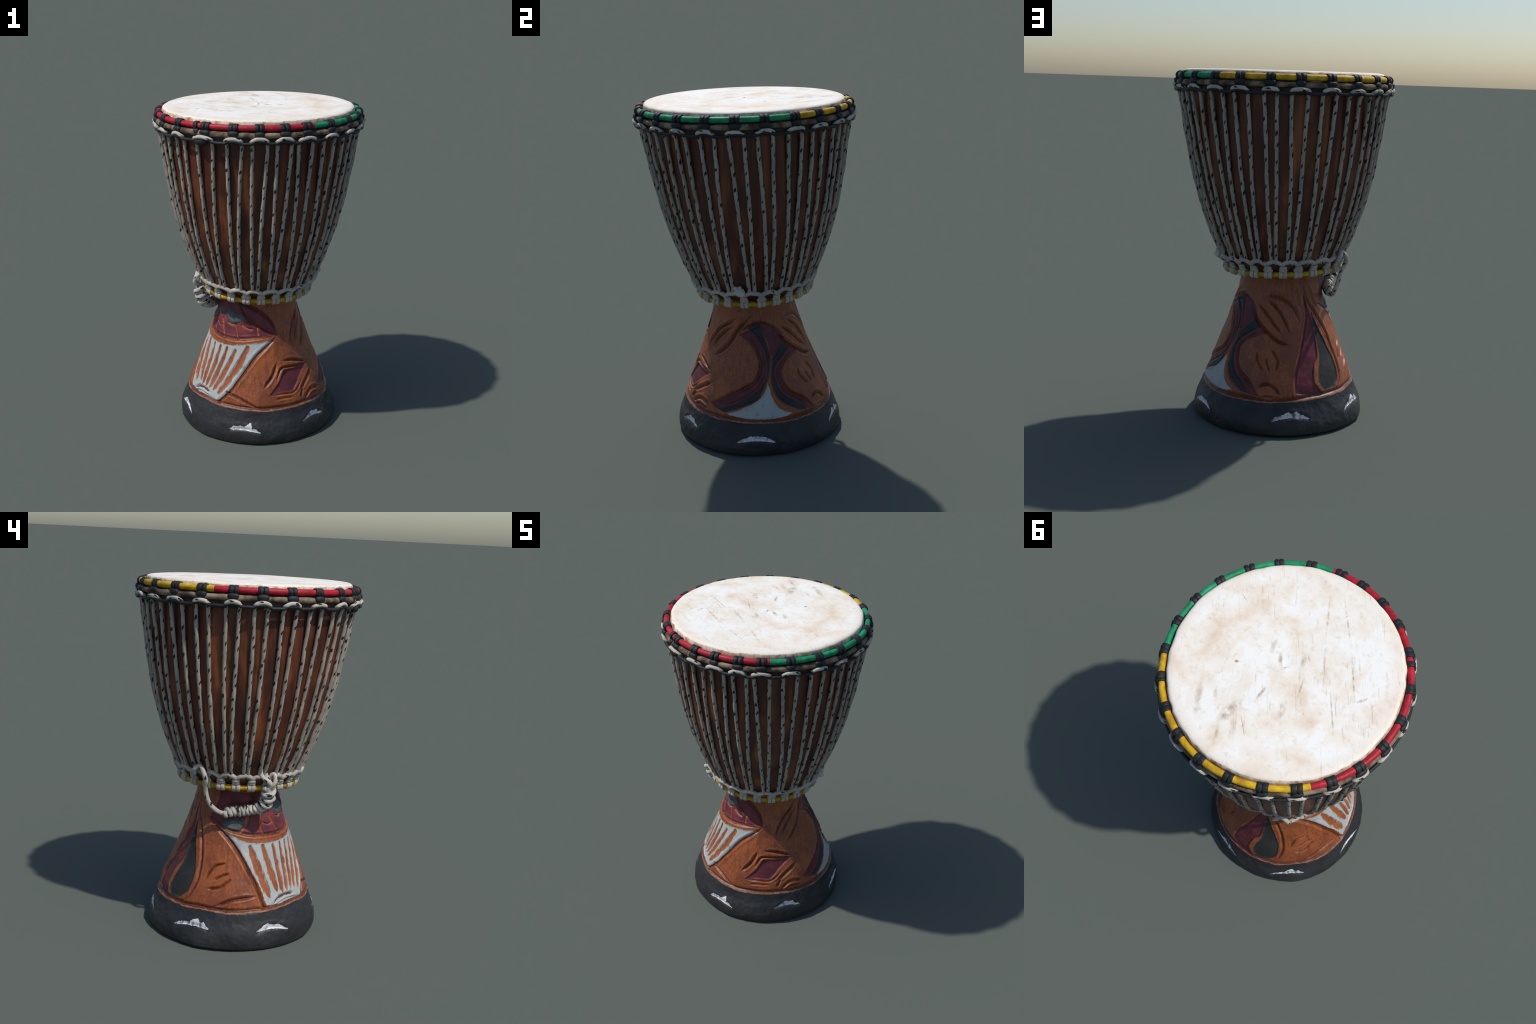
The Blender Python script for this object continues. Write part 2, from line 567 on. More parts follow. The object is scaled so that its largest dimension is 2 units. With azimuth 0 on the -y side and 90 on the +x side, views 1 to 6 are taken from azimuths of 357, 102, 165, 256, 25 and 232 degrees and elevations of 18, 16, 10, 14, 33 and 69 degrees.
MATS = [WOOD, GROOVE, RAW, BLACK, MAROON, TEARBLACK, GREY, WHITE, WHITEMARK, SMEAR]
W_, G_, RW_, B_, M_, T_, GY_, WH_, WM_, SM_ = range(10)
height = np.zeros(len(FBASE))
fmat = np.full(len(FC), W_)
fpart = np.zeros(len(FC), int)      # 0 foot, 1 base band, 2.. painted fields
PARTS = ['carved_foot', 'base_band']
jit = noise3(FC, 60, 3) * .0022 + noise3(FC, 160, 4) * .0012
jitc_t = np.degrees((noise3(FC, 70, 5) * .003 + noise3(FC, 200, 6) * .0015) / .35)
jitc_z = noise3(FC, 70, 8) * .003 + noise3(FC, 200, 9) * .0015


def field(name, pts, mat, depth=0.0, edge=.008, rough=1.0, smooth=True, part=True, dome=0.0):
    """painted, recessed field of the carving"""
    global height
    poly = catmull(pts, True, per=6) if smooth else np.asarray(pts, float)
    Q = surf3(poly)
    if depth or dome:
        k = near(poly, FT, FZ, 3, .01)
        k = k[inside(FT[k], FZ[k], poly)]
        d, _ = seg_dist(FBASE[k], Q, True)
        height[k] -= depth * sstep(0, edge, d)
        height[k] += dome * sstep(0, .035, d)
    k = near(poly, ct, cz, 4, .015)
    k = k[inside(ct[k] + jitc_t[k] * rough, cz[k] + jitc_z[k] * rough, poly)]
    fmat[k] = mat
    if part:
        if name not in PARTS:
            PARTS.append(name)
        fpart[k] = PARTS.index(name) if PARTS.index(name) == len(PARTS) - 1 else PARTS.index(name)
    return k


def stroke(pts, w=.011, depth=.009, dark_frac=.5, ends=(.0, .0), mat=G_, keep=None, lip=.0015):
    """gouged line: V-shaped cut, tapering to its ends, with a dark-coloured bottom"""
    global height
    w, depth, lip = w * 1.22, depth * 1.15, lip * 1.4
    dark_frac = dark_frac * .9
    P = catmull(pts, per=8)
    Q = surf3(P)
    k = near(P, FT, FZ, 7, .03)
    d, u = seg_dist(FBASE[k], Q)
    e0, e1 = ends
    tap = (e0 + (1 - e0) * sstep(0, .22, u)) * (e1 + (1 - e1) * sstep(0, .22, 1 - u))
    ww = w * (.45 + .55 * tap)
    cut = np.exp(-(d / (ww * .62)) ** 2)
    height[k] -= depth * tap * cut
    height[k] += lip * tap * np.exp(-((d - ww * 1.35) / (ww * .5)) ** 2)
    if dark_frac:
        k = near(P, ct, cz, 7, .03)
        d, u = seg_dist(FC[k], Q)
        tap = (e0 + (1 - e0) * sstep(0, .2, u)) * (e1 + (1 - e1) * sstep(0, .2, 1 - u))
        sel = d + jit[k] * .8 < w * dark_frac * tap
        fmat[k[sel]] = mat


# --- fan-shaped white panel with fluted gouges
FAN_L = [(144, .657), (164.5, .575), (175.5, .496), (183, .411), (188.3, .346), (193.5, .240)]
FAN_R = [(233, .240), (242.2, .312), (251, .402), (265.9, .512), (287, .594)]
FAN_T = [(279.5, .600), (258, .586), (235, .566), (217.7, .560), (206, .560), (193.7, .562), (179.7, .572), (162.3, .603)]
fan = np.concatenate([catmull(FAN_L, per=6), catmull([(200, .234), (214, .236), (226, .236)], per=4),
                      catmull(FAN_R, per=6), catmull(FAN_T, per=6)])
field('painted_fan', fan, WH_, .002, smooth=False)
GOUGES = [(182.5, .545, 197.5, .275, .027), (197, .546, 205, .300, .022), (209.5, .542, 210.2, .288, .019),
          (220.5, .542, 215.3, .290, .018), (230.5, .543, 220.5, .290, .019), (241.5, .538, 225.5, .288, .023),
          (256, .562, 231.2, .276, .027)]
for t0, z0, t1, z1, w in GOUGES:
    poly_c = catmull([(t0, z0), ((t0*.5 + t1*.5) + .4, (z0 + z1) / 2), (t1, z1)], per=8)
    Q = surf3(poly_c)
    k = near(poly_c, FT, FZ, 6, .03)
    d, u = seg_dist(FBASE[k], Q)
    ww = w * (.25 + .75 * np.sin(np.pi * np.clip(.10 + .80 * (1 - u) ** .8, 0, 1)) ** .8) * np.clip((1 - u) * 9 + .3, 0, 1)
    height[k] -= .007 * np.clip(1 - (d / ww) ** 2, 0, 1)
    k = near(poly_c, ct, cz, 6, .03)
    d, u = seg_dist(FC[k], Q)
    ww = w * (.25 + .75 * np.sin(np.pi * np.clip(.10 + .80 * (1 - u) ** .8, 0, 1)) ** .8) * np.clip((1 - u) * 9 + .3, 0, 1)
    worn = noise3(FC[k] * np.array([1, 1, .3]), 90, 21) * .22 + noise3(FC[k] * np.array([1, 1, .4]), 16, 22) * .22
    q_ = d / ww + worn
    fmat[k[(q_ >= .62) & (q_ < .92)]] = SM_
    fmat[k[q_ < .62]] = W_
stroke([(199, .237), (205.9, .266), (213, .275), (224, .268)], .011, .010, .42)
stroke([(201, .226), (208, .247), (215, .252), (225, .245)], .006, .004, .0)

# --- maroon shield above the fan, with teeth, patches and a leaf
SH_B = [(132.4, .680), (150.7, .643), (169, .620), (187, .605), (208, .602), (220, .600), (242, .604), (266, .619), (291, .629)]
SH_T = [(286, .704), (271, .769), (252, .808), (235, .835), (215, .850), (180, .850), (155, .850), (143, .835), (141, .780), (135.5, .729)]
shield = np.concatenate([catmull(SH_B, per=6), catmull(SH_T, per=6)])
field('maroon_shield', shield, M_, .008, .010, smooth=False)
for pts, w in [([(212, .70), (218, .65), (223, .600)], .008), ([(236.5, .685), (240, .64), (243, .608)], .007),
               ([(199, .72), (197, .66), (200.2, .606)], .009), ([(181, .700), (177, .655), (172.6, .626)], .012),
               ([(267, .676), (267.5, .655), (268, .64)], .006), ([(201, .668), (208, .655), (214, .662)], .005),
               ([(224, .69), (231, .683), (238, .69)], .005), ([(246, .69), (254, .672), (260, .668)], .006)]:
    P = catmull(pts, per=8)
    Q = surf3(P)
    k = near(P, FT, FZ, 7, .03)
    d, u = seg_dist(FBASE[k], Q)
    height[k] -= .007 * np.exp(-(d / w) ** 2)
    k = near(P, ct, cz, 7, .03)
    d, u = seg_dist(FC[k], Q)
    fmat[k[d + jit[k] < w * .8]] = W_
LEAF = [(236, .812), (250, .806), (270, .766), (285, .703), (291, .634), (280, .652), (266, .692), (252.5, .735), (243, .780)]
field('maroon_shield', LEAF, M_, -.007, .006)
stroke([(240, .800), (252, .738), (266, .690), (280, .652), (290, .632)], .010, .008, .55, (.6, .2))
field('grey_patch', [(216, .765), (232, .762), (250, .735), (244, .705), (234, .692), (224, .706)], GY_, -.006, .01)
field('grey_patch', [(150, .660), (158, .690), (176.5, .690), (173.5, .640), (162, .630)], GY_, -.006, .01)
field('grey_patch', [(197, .745), (208, .768), (215, .758), (213, .728), (202, .716)], GY_, -.006, .01)
stroke([(236, .825), (250, .815), (271, .776), (287, .706), (292.5, .628)], .012, .010, .6, (.5, .2))
stroke([(132, .685)] + SH_B[1:-1] + [(291.5, .627)], .010, .009, .55, (.3, .2))

# --- diagonal double groove left of the fan, lower arc, three eye cuts
stroke([(128.5, .690), (146, .640), (162, .572), (173, .494), (180.6, .411), (185.8, .345), (191.2, .232)], .014, .012, .55, (.3, .9))
stroke([(176, .452), (184, .352), (189.5, .262)], .005, .004, 0)
stroke([(153, .232), (160, .252), (168, .274), (184.5, .291)], .011, .010, .45, (.1, .3))
stroke([(142, .356), (144.2, .392), (149, .435), (157.5, .455)], .010, .009, .42, (.1, .5))
stroke([(149, .362), (155.7, .387), (162.5, .407)], .009, .008, .42, (.1, .3))
stroke([(145.2, .317), (151, .322), (157, .336), (164, .374)], .010, .009, .42, (.1, .5))

# --- right edge of the fan, small triangle
stroke([(291, .622), (287, .602), (267, .520), (252.4, .404), (243.4, .312), (233.5, .236)], .013, .011, .55, (.2, .9))
stroke([(239.5, .297), (252.3, .270), (266.5, .226)], .010, .009, .5, (.6, .2))

# --- maroon diamond with cuts round it
field('maroon_diamond', [(293.7, .426), (308, .423), (323, .417), (315, .385), (309, .354), (300.3, .297), (289, .299), (276.8, .290), (286.5, .360)],
      M_, .007, .008, smooth=False)
stroke([(285.2, .375), (291.6, .434), (306, .431), (324.5, .418)], .009, .009, .55, (.2, .2))
stroke([(276, .291), (288, .292), (300.5, .291), (311, .345)], .007, .004, .35, (.2, .2))
stroke([(294, .477), (307, .467), (323.5, .430)], .010, .009, .5, (.1, .1))
stroke([(287.2, .472), (282, .404), (272.8, .334)], .011, .010, .5, (.1, .1))
stroke([(328, .378), (317, .335), (306.5, .290)], .012, .009, .35, (.1, .2))
stroke([(309, .230), (318.3, .272), (330.5, .255)], .011, .009, .3, (.1, .1))
stroke([(312, .222), (319.5, .240), (329.5, .229)], .009, .007, .3, (.1, .1))
stroke([(305.5, .250), (309.7, .292)], .010, .007, .25, (.1, .1))
stroke([(281, .262), (290, .268), (299, .262)], .008, .004, 0, (.1, .1))

# --- palm leaf of the front right
stroke([(347, .755), (335, .716), (324, .682), (313, .615), (308.5, .553)], .011, .009, .45, (.1, .1))
stroke([(343, .702), (333, .672), (322.5, .615), (316.5, .560)], .010, .008, .45, (.1, .1))
stroke([(366, .760), (351, .694), (343, .625), (334, .572), (320.5, .514)], .013, .011, .45, (.2, .1))
stroke([(336, .735), (326, .68), (318, .63)], .007, .004, .0, (.1, .1))

# --- two discs with maroon and black bands, white triangle between
LA = [(-7, .664), (-1, .652), (9.4, .606), (15.8, .53), (15.6, .47), (10.2, .412), (-.5, .370), (-16.8, .316), (-28, .272)]
LB = [(4, .690), (12, .655), (20.1, .588), (22.8, .518), (21.0, .441), (14.2, .377), (3.1, .328), (-10.2, .283), (-22, .250)]
LC = [(19, .712), (25.0, .610), (27.0, .533), (23.7, .44), (17.5, .365), (11.5, .312), (0.6, .278), (-14.2, .236)]
RC = [(47.5, .622), (32.2, .547), (27.4, .482), (26.3, .396), (28.5, .326), (36, .272), (46.5, .226)]
RB = [(56, .575), (39, .515), (31.0, .465), (31.4, .39), (36.0, .332), (46.5, .275), (53.5, .220)]
RA = [(63.5, .548), (45, .512), (36.4, .463), (36.6, .392), (41.0, .338), (51.5, .284), (60.5, .212)]
cat = lambda *a: np.concatenate([catmull(x, per=6) for x in a])
field('black_band', cat(LB, LC[::-1]), B_, .004, smooth=False)
field('maroon_band', cat(LA, LB[::-1]), M_, .006, smooth=False)
field('black_band', cat(RC, RB[::-1]), B_, .004, smooth=False)
field('maroon_band', cat(RB, RA[::-1]), M_, .006, smooth=False)
field('maroon_band', cat([(18, .724), (26.5, .61), (28.2, .545), (32.8, .552), (40, .585), (48.5, .628)], [(44, .663), (36.5, .692), (28, .715)]), M_, .007, smooth=False)
field('black_band', [(4, .700), (10, .716), (18, .724), (22, .66), (24, .61), (19, .64), (12, .67)], B_, .005)
field('white_triangle', cat([(22.2, .398), (25.5, .301), (31, .252), (39.0, .221)], [(30, .209), (20, .207), (4, .212), (-13, .230)],
                            [(0.6, .268), (11, .304), (18, .345)]), WH_, .003, smooth=False)
stroke(LA, .011, .010, .5, (.3, .3))
stroke(LB, .009, .008, .5, (.3, .3))
stroke(LC, .007, .005, .45, (.3, .3))
stroke(RC, .008, .006, .5, (.3, .3))
stroke(RB, .010, .008, .5, (.3, .3))
stroke(RA, .010, .010, .5, (.3, .3))
stroke([(-5, .678), (3, .711), (19.5, .730), (36.5, .697), (49.6, .632)], .010, .008, .5, (.2, .3))

# --- leaf of the back, scratches, eye
stroke([(56, .740), (67, .742), (77.5, .730), (91, .683), (98.3, .600)], .012, .008, .35, (.1, .2))
stroke([(57, .726), (68, .690), (77, .640), (86.8, .540)], .010, .009, .5, (.1, .1))
stroke([(46, .694), (56, .660), (65, .612), (78.5, .536)], .010, .009, .5, (.1, .1))
stroke([(38, .672), (48.5, .609), (61.4, .551), (73.6, .502), (86.5, .481)], .013, .012, .5, (.3, .1))
stroke([(54, .448), (57, .385), (63, .340)], .009, .008, .42, (.1, .2))
stroke([(63.3, .412), (67.5, .342)], .009, .007, .42, (.1, .1))
stroke([(66.8, .464), (74, .404), (72.3, .345)], .010, .008, .42, (.1, .2))
stroke([(58.5, .256), (66.1, .278), (72.5, .257), (77.5, .216)], .011, .010, .45, (.1, .1))
stroke([(63.5, .212), (72.5, .213)], .008, .006, .4, (.1, .1))

# --- maroon flame and dark teardrop
field('maroon_flame', cat([(107, .770), (105.4, .713), (105.9, .636), (100.2, .535), (92.1, .403), (88.1, .305), (88, .225)],
                          [(98, .215), (110.5, .217)], [(107, .255), (104.6, .296), (107.6, .375), (112.5, .423), (114, .527), (113.4, .614), (110, .690)]),
      M_, .006, .009, smooth=False)
field('dark_teardrop', cat([(113.5, .660), (113.9, .595), (114.2, .51), (114.0, .414), (110.2, .34), (108.6, .27), (113, .226)],
                           [(122, .234), (129.5, .280), (131.5, .368), (127.6, .46), (120.5, .56), (115.5, .640)]), T_, .005, .010, smooth=False)
stroke([(107.5, .790), (110.5, .74), (114, .690), (121.9, .632), (131.5, .518), (135.6, .37), (132, .262), (126, .222)], .010, .009, .45, (.3, .2))
stroke([(106, .76), (106.8, .64), (100.8, .535), (92.5, .403), (88.4, .305), (88.0, .226)], .008, .005, 0, (.2, .4))
stroke([(98, .80), (97, .74), (101, .68)], .010, .005, 0, (.1, .1))
stroke([(118, .80), (121, .72), (126, .66)], .009, .005, .0, (.1, .1))

# --- black base band with a worn raw edge and a groove above it
BT_T = [0, 30, 50, 70, 85, 103, 123, 146, 160, 174, 191, 207, 220, 233, 250, 267, 284, 306, 335, 360]
BT_Z = [.186, .183, .178, .180, .187, .194, .199, .205, .201, .200, .206, .215, .221, .213, .207, .202, .201, .202, .193, .186]
def ztop(t): return np.interp(np.asarray(t) % 360, BT_T, BT_Z)
wob = noise3(FBASE * np.array([1, 1, 0]), 14, 31) * .003
dz = FZ - (ztop(FT) + .004 + wob)
height += .0025 * sstep(.012, -.004, dz)
height -= .009 * np.exp(-((dz - .016) / .008) ** 2)
wobc = noise3(FC * np.array([1, 1, 0]), 14, 31) * .003
dzc = cz - (ztop(ct) + .004 + wobc)
band = dzc < -.003 + jit * 1.0
fmat[band] = B_
fpart[band] = 1
k = (~band) & (dzc < .0045 + jit * 1.6)
fmat[k] = RW_
fpart[k] = 0
k = (dzc >= .0045 + jit * 1.6) & (dzc < .0185 + jit)
fmat[k] = G_
fpart[k] = 0

# --- six chipped white crescents on the band
# (angle, half width in degrees, height, rise, thickness, raggedness, tilt)
MARKS = [(10, 13, .084, .028, .027, .004, 0), (84, 13, .097, .026, .026, .024, .004), (139.5, 13, .107, .024, .022, .026, .006),
         (196.5, 12, .104, .025, .024, .012, -.006), (257.5, 11.5, .090, .019, .024, .030, -.006), (312.5, 10.5, .113, .020, .020, .018, 0)]
PARTS.append('white_crescent')
for n_, (tc_, hw, z0, rise, th_, rag, tilt) in enumerate(MARKS):
    def crescent(T, Z):
        x = wrap(T - tc_) / hw
        return x, Z - (z0 + rise * (1 - x * x) + tilt * x)
    x, up = crescent(FT, FZ)
    k = np.abs(x) < 1
    prof = np.sqrt(np.clip(1 - x[k] ** 2, 0, 1))
    height[k] -= .008 * prof * np.exp(-((up[k] + th_ * .3) / .010) ** 2)
    height[k] += .002 * prof * np.exp(-((up[k] - th_ * .9) / .010) ** 2)
    x, up = crescent(ct, cz)
    k = np.where(np.abs(x) < 1)[0]
    k = k[(np.abs(up[k]) < .06)]
    prof = np.sqrt(np.clip(1 - x[k] ** 2, 0, 1))
    nz = noise3(FC[k] * np.array([1, 1, .6]), 34, 40 + n_) * rag + noise3(FC[k], 95, 50 + n_) * (.002 + rag * .2)
    sel = (up[k] > -th_ * .6 * prof + np.minimum(nz, 0) * .15) & (up[k] < (th_ * .35 + np.maximum(nz, -.006)) * prof)
    fmat[k[sel]] = WM_
    fpart[k[sel]] = PARTS.index('white_crescent')

# gentle hand-worked unevenness; the base is lumpier
lump = noise3(FBASE, 7, 11) * .0035 + noise3(FBASE, 19, 12) * .0018 + noise3(FBASE, 60, 13) * .0007
height += (.006 * np.exp(-(wrap(FT - 55) / 26) ** 2) * sstep(.80, .45, FZ)
           + .003 * np.exp(-(wrap(FT - 148) / 16) ** 2) * sstep(.16, .06, FZ))
# swelling of the neck behind the handle coil
height += .036 * np.exp(-(wrap(FT - 183) / 26) ** 2) * sstep(.72, .80, FZ) * sstep(.876, .845, FZ)
height += lump * (1 + .9 * (FZ < ztop(FT)))
height *= sstep(0.0, .02, FZ)
FV = FBASE + height[:, None] * nrm.reshape(-1, 3)
FV[:NT, 2] = 0.0
# vertex normals of the whole surface, shared by all separated fields
q = FV[ffaces]
fn = np.cross(q[:, 2] - q[:, 0], q[:, 3] - q[:, 1])
VN = np.zeros_like(FV)
for c in range(4):
    for ax in range(3):
        VN[:, ax] += np.bincount(ffaces[:, c], fn[:, ax], len(FV))
VN /= np.linalg.norm(VN, axis=1, keepdims=True) + 1e-12

foot_obj = band_obj = None
for pi, pname in enumerate(PARTS):
    sel = np.where(fpart == pi)[0]
    if not len(sel):
        continue
    used, inv = np.unique(ffaces[sel], return_inverse=True)
    mi = fmat[sel]
    um, mloc = np.unique(mi, return_inverse=True)
    me = make_mesh(pname, FV[used], inv.reshape(-1, 4), [MATS[i] for i in um], mloc, VN[used])
    if pi == 0:
        foot_obj = place(pname, me)
    elif pi == 1:
        band_obj = place(pname, me)
    else:
        place(pname, me, band_obj if pname == 'white_crescent' else foot_obj)

# underside, slightly dished
rr = np.array([1.0, .93, .80, .5, .02])
zz = np.array([0, .0005, .012, .016, .016])
ring0 = FV[:NT:5]
c0 = ring0.mean(0)
V = np.concatenate([c0 + (ring0 - c0) * np.array([r_, r_, 1]) + np.array([0, 0, z_]) for r_, z_ in zip(rr, zz)])
F = grid_faces(len(rr), len(ring0))[:, ::-1]
place('underside', make_mesh('underside', V, F, [TEARBLACK]), band_obj)

# ------------------------------------------------------------------ bowl
BZ = [0.868, 0.880, 0.895, 0.915, 0.945, 0.98, 1.06, 1.16, 1.28, 1.42, 1.58, 1.74, 1.86, 1.93]
BR = [0.262, 0.292, 0.315, 0.333, 0.350, 0.3625, 0.398, 0.4345, 0.4735, 0.5085, 0.5370, 0.5575, 0.5690, 0.574]
bt, by = smooth_table(BZ, BR, 260)
nb = 720
tt = np.arange(nb) * 360 / nb
Tb, Zb = np.meshgrid(tt, bt)
Pb = cyl(Tb, by[:, None], Zb)
h = (noise3(Pb * np.array([1, 1, .25]), 11, 61) * .0035 + noise3(Pb * np.array([1, 1, .6]), 26, 62) * .0016)
Pb = cyl(Tb, by[:, None] + h, Zb)
place('bowl', make_mesh('bowl', Pb.reshape(-1, 3), grid_faces(len(bt), nb), [BOWL]))

# ------------------------------------------------------------------ drum head
# rings lie in a slightly tilted plane
def rim_dz(t, r=.6):
    a = np.radians(t)
    return r * (-.0034 * np.cos(a) + .004 * np.sin(a))


def rimp(t, r, z):
    t, r, z = np.broadcast_arrays(np.asarray(t, float), r, z)
    a = np.radians(t)
    rr_ = r - .0021 * np.cos(2*a) - .0029 * np.sin(2*a)
    return np.stack([-.001 + rr_*np.cos(a), -.0019 + rr_*np.sin(a), z + rim_dz(t)], -1)


SKR = [0.0001, .06, .14, .24, .34, .43, .50, .535, .549, .557, .5625, .566, .5685, .570, .5715, .578, .586, .590, .591]
SKZ = [1.9985, 1.9985, 1.9985, 1.9982, 1.9980, 1.9978, 1.9975, 1.9970, 1.9958, 1.9932, 1.989, 1.983, 1.974, 1.960, 1.948, 1.94, 1.93, 1.905, 1.870]
n_s = 720
ts = np.arange(n_s) * 360 / n_s
d_ = np.r_[0, np.cumsum(np.hypot(np.diff(SKR), np.diff(SKZ)))]
sd = np.r_[np.linspace(0, d_[6], 40, endpoint=False), np.linspace(d_[6], d_[-1], 60)]
skr, skz = np.interp(sd, d_, SKR), np.interp(sd, d_, SKZ)
Ts, Rs = np.meshgrid(ts, skr)
Zs = np.broadcast_to(skz[:, None], Ts.shape)
a_ = np.radians(Ts)
Ps = rimp(Ts, Rs, Zs)
edge_w = sstep(.535, .565, Rs)
pleat = noise3(np.stack([np.cos(a_) * .57, np.sin(a_) * .57, Zs * .3], -1), 30, 71) * .0022
low = noise3(np.stack([np.cos(a_) * .57, np.sin(a_) * .57, 0 * Zs], -1), 6, 72) * .0022
dr = edge_w * (pleat + low)
Ps[..., 0] += np.cos(a_) * dr
Ps[..., 1] += np.sin(a_) * dr
Ps[..., 2] += -(.0022 * np.sin(a_) - .0005 * np.cos(a_)) * sstep(1.95, 1.98, Zs) * Rs / .57 + noise3(Ps * np.array([1, 1, 0]), 5, 73) * .0012 * (1 - edge_w)
fs = grid_faces(len(skr), n_s)
row = np.arange(len(fs)) // n_s
ang = np.radians(ts[np.arange(len(fs)) % n_s])
lim = .5735 + .004 * noise3(np.stack([np.cos(ang), np.sin(ang), 0 * ang], -1), 9, 75)
zrow = skz[row]
zlim = 1.9885 + .004 * noise3(np.stack([np.cos(ang), np.sin(ang), 0 * ang], -1), 14, 76)
mi = np.where(zrow > zlim, 0, np.where(zrow > 1.945, 1, 2))
place('drum_skin', make_mesh('drum_skin', Ps.reshape(-1, 3), fs[:, ::-1], [SKIN, SKINEDGE, HIDE], mi))

# coloured cloth-wrapped ring in three lengths
def ring_arc(name, t0, t1, r, z, rad, mat, seed, wrinkle=.05, n=None):
    t = np.linspace(t0, t1, n or int(abs(t1 - t0) * 3))
    P = rimp(t, r, z)
    g = noise3(np.stack([np.cos(np.radians(t)) * .6, np.sin(np.radians(t)) * .6, 0*t], -1), 28, seed)
    full = abs(t1 - t0) >= 360
    if full:
        P, g = P[:-1], g[:-1]
    nseg = 16
    a = np.linspace(0, TAU, nseg, endpoint=False)
    R = rad * (1 + wrinkle * g[:, None] + .035 * noise3(np.stack(np.broadcast_arrays(
        P[:, None, 0] + .02*np.cos(a), P[:, None, 1] + 0*a, .02*np.sin(a) + 0*P[:, None, 0]), -1), 55, seed + 1))
    V, F = tube(P, R, nseg, closed=full)
    return place(name, make_mesh(name, V, F, [mat]))


RING_R, RING_Z = .590, 1.9605
ring_arc('red_ring_wrap', 150.5, 296.8, RING_R, RING_Z, .0165, RED, 81)
ring_arc('green_ring_wrap', 296.8, 396.8, RING_R, RING_Z, .0163, GREEN, 83)
ring_arc('yellow_ring_wrap', 36.8, 150.5, RING_R, RING_Z, .0168, YELLOW, 85)
ring_arc('hide_roll', 0, 360, .599, 1.9225, .0150, BEIGE, 87, .14)

LUGS = [8, 22.5, 38.5, 53, 68.5, 83, 98.5, 114, 129.5, 144.5, 160, 174, 188.5, 203.5, 219.5, 238.5, 254, 267.5, 280.5,
        292.5, 307.5, 323, 337.5, 353]
BOTT = [11.0, 26, 40.0, 53.8, 68.3, 82.5, 96.8, 113.5, 130.5, 145.0, 158.5, 173.2, 187.5, 203, 217, 233, 249.5, 264.8,
        279.5, 295.2, 309.5, 323.2, 338, 352]


def frame(t):
    a = math.radians(t)
    return np.array([math.cos(a), math.sin(a), 0]), np.array([-math.sin(a), math.cos(a), 0]), np.array([0, 0, 1.0])


def wrap_band(t, r, z, tube_r, half_w, thick, pos, tilt=0.0, a0=-100, a1=190):
    """flat cord wrapped over a ring's cross-section at angle t"""
    out_, tan_, up_ = frame(t)
    a = np.radians(np.linspace(a0, a1, 22))
    c = pos(t, r, z)
    P = c + np.outer(np.cos(a), out_) * (tube_r + thick * .5) + np.outer(np.sin(a), up_) * (tube_r + thick * .5) \
        + np.outer(tilt * np.cos(a), tan_)
    N = np.outer(np.cos(a), out_) + np.outer(np.sin(a), up_)
    return tube(P, None, 14, flat=(half_w, thick), up=N)


for i, t in enumerate(LUGS):
    o_, tn_, u_ = frame(t)
    parts = []
    sp = math.degrees(.0128 / RING_R) * rng.uniform(.88, 1.12)
    offs = [-sp, sp]
    if i == 15:
        offs = [-sp * 5.0, -sp, sp]
    if i == 19:
        offs = [-sp * 1.3, sp * 1.3]
    for o in offs:
        parts.append(wrap_band(t + o, RING_R, RING_Z, .0168, .0128 * rng.uniform(.88, 1.08), .0046, rimp, rng.normal(0, .0012)))
        parts.append(wrap_band(t + o * .9, RING_R + .004, RING_Z - .002, .0178, .0065, .0036, rimp, rng.normal(0, .002)))
    # rounded knot below the ring
    kw = .0305 * rng.uniform(.88, 1.12)
    parts.append(ball(rimp(t, .609, 1.930 + rng.normal(0, .0012)), o_, tn_, u_, .0165, kw, .0165, power=.85))
    parts.append(ball(rimp(t, .604, 1.914), o_, tn_, u_, .014, kw * .8, .012, power=.85))
    if i == 15:
        parts.append(ball(rimp(t - 5.4, .606, 1.931), o_, tn_, u_, .014, .019, .016))
        parts.append(ball(rimp(t - 2.6, .607, 1.877), o_, tn_, u_, .021, .040, .024))
    V, F, m = join(parts)
    place('cord_knot', make_mesh('cord_knot', V, F, [RUBBER]))

# thin black cord below the loops, lifted where each loop passes over it
t = np.linspace(0, 360, 1440, endpoint=False)
lift = np.zeros_like(t)
for L in LUGS:
    d = np.abs(wrap(t - L))
    lift = np.maximum(lift, sstep(4.6, 2.2, d))
P = rimp(t, .6140 + .0012 * np.sin(np.radians(t * 9)) + .002 * lift, 1.8800 + .0095 * lift)
P[:, 2] += noise3(P * np.array([1, 1, 0]), 9, 90) * .0025
V, F = tube(P, .0090, 12, closed=True)
place('black_cord', make_mesh('black_cord', V, F, [RUBBER]))

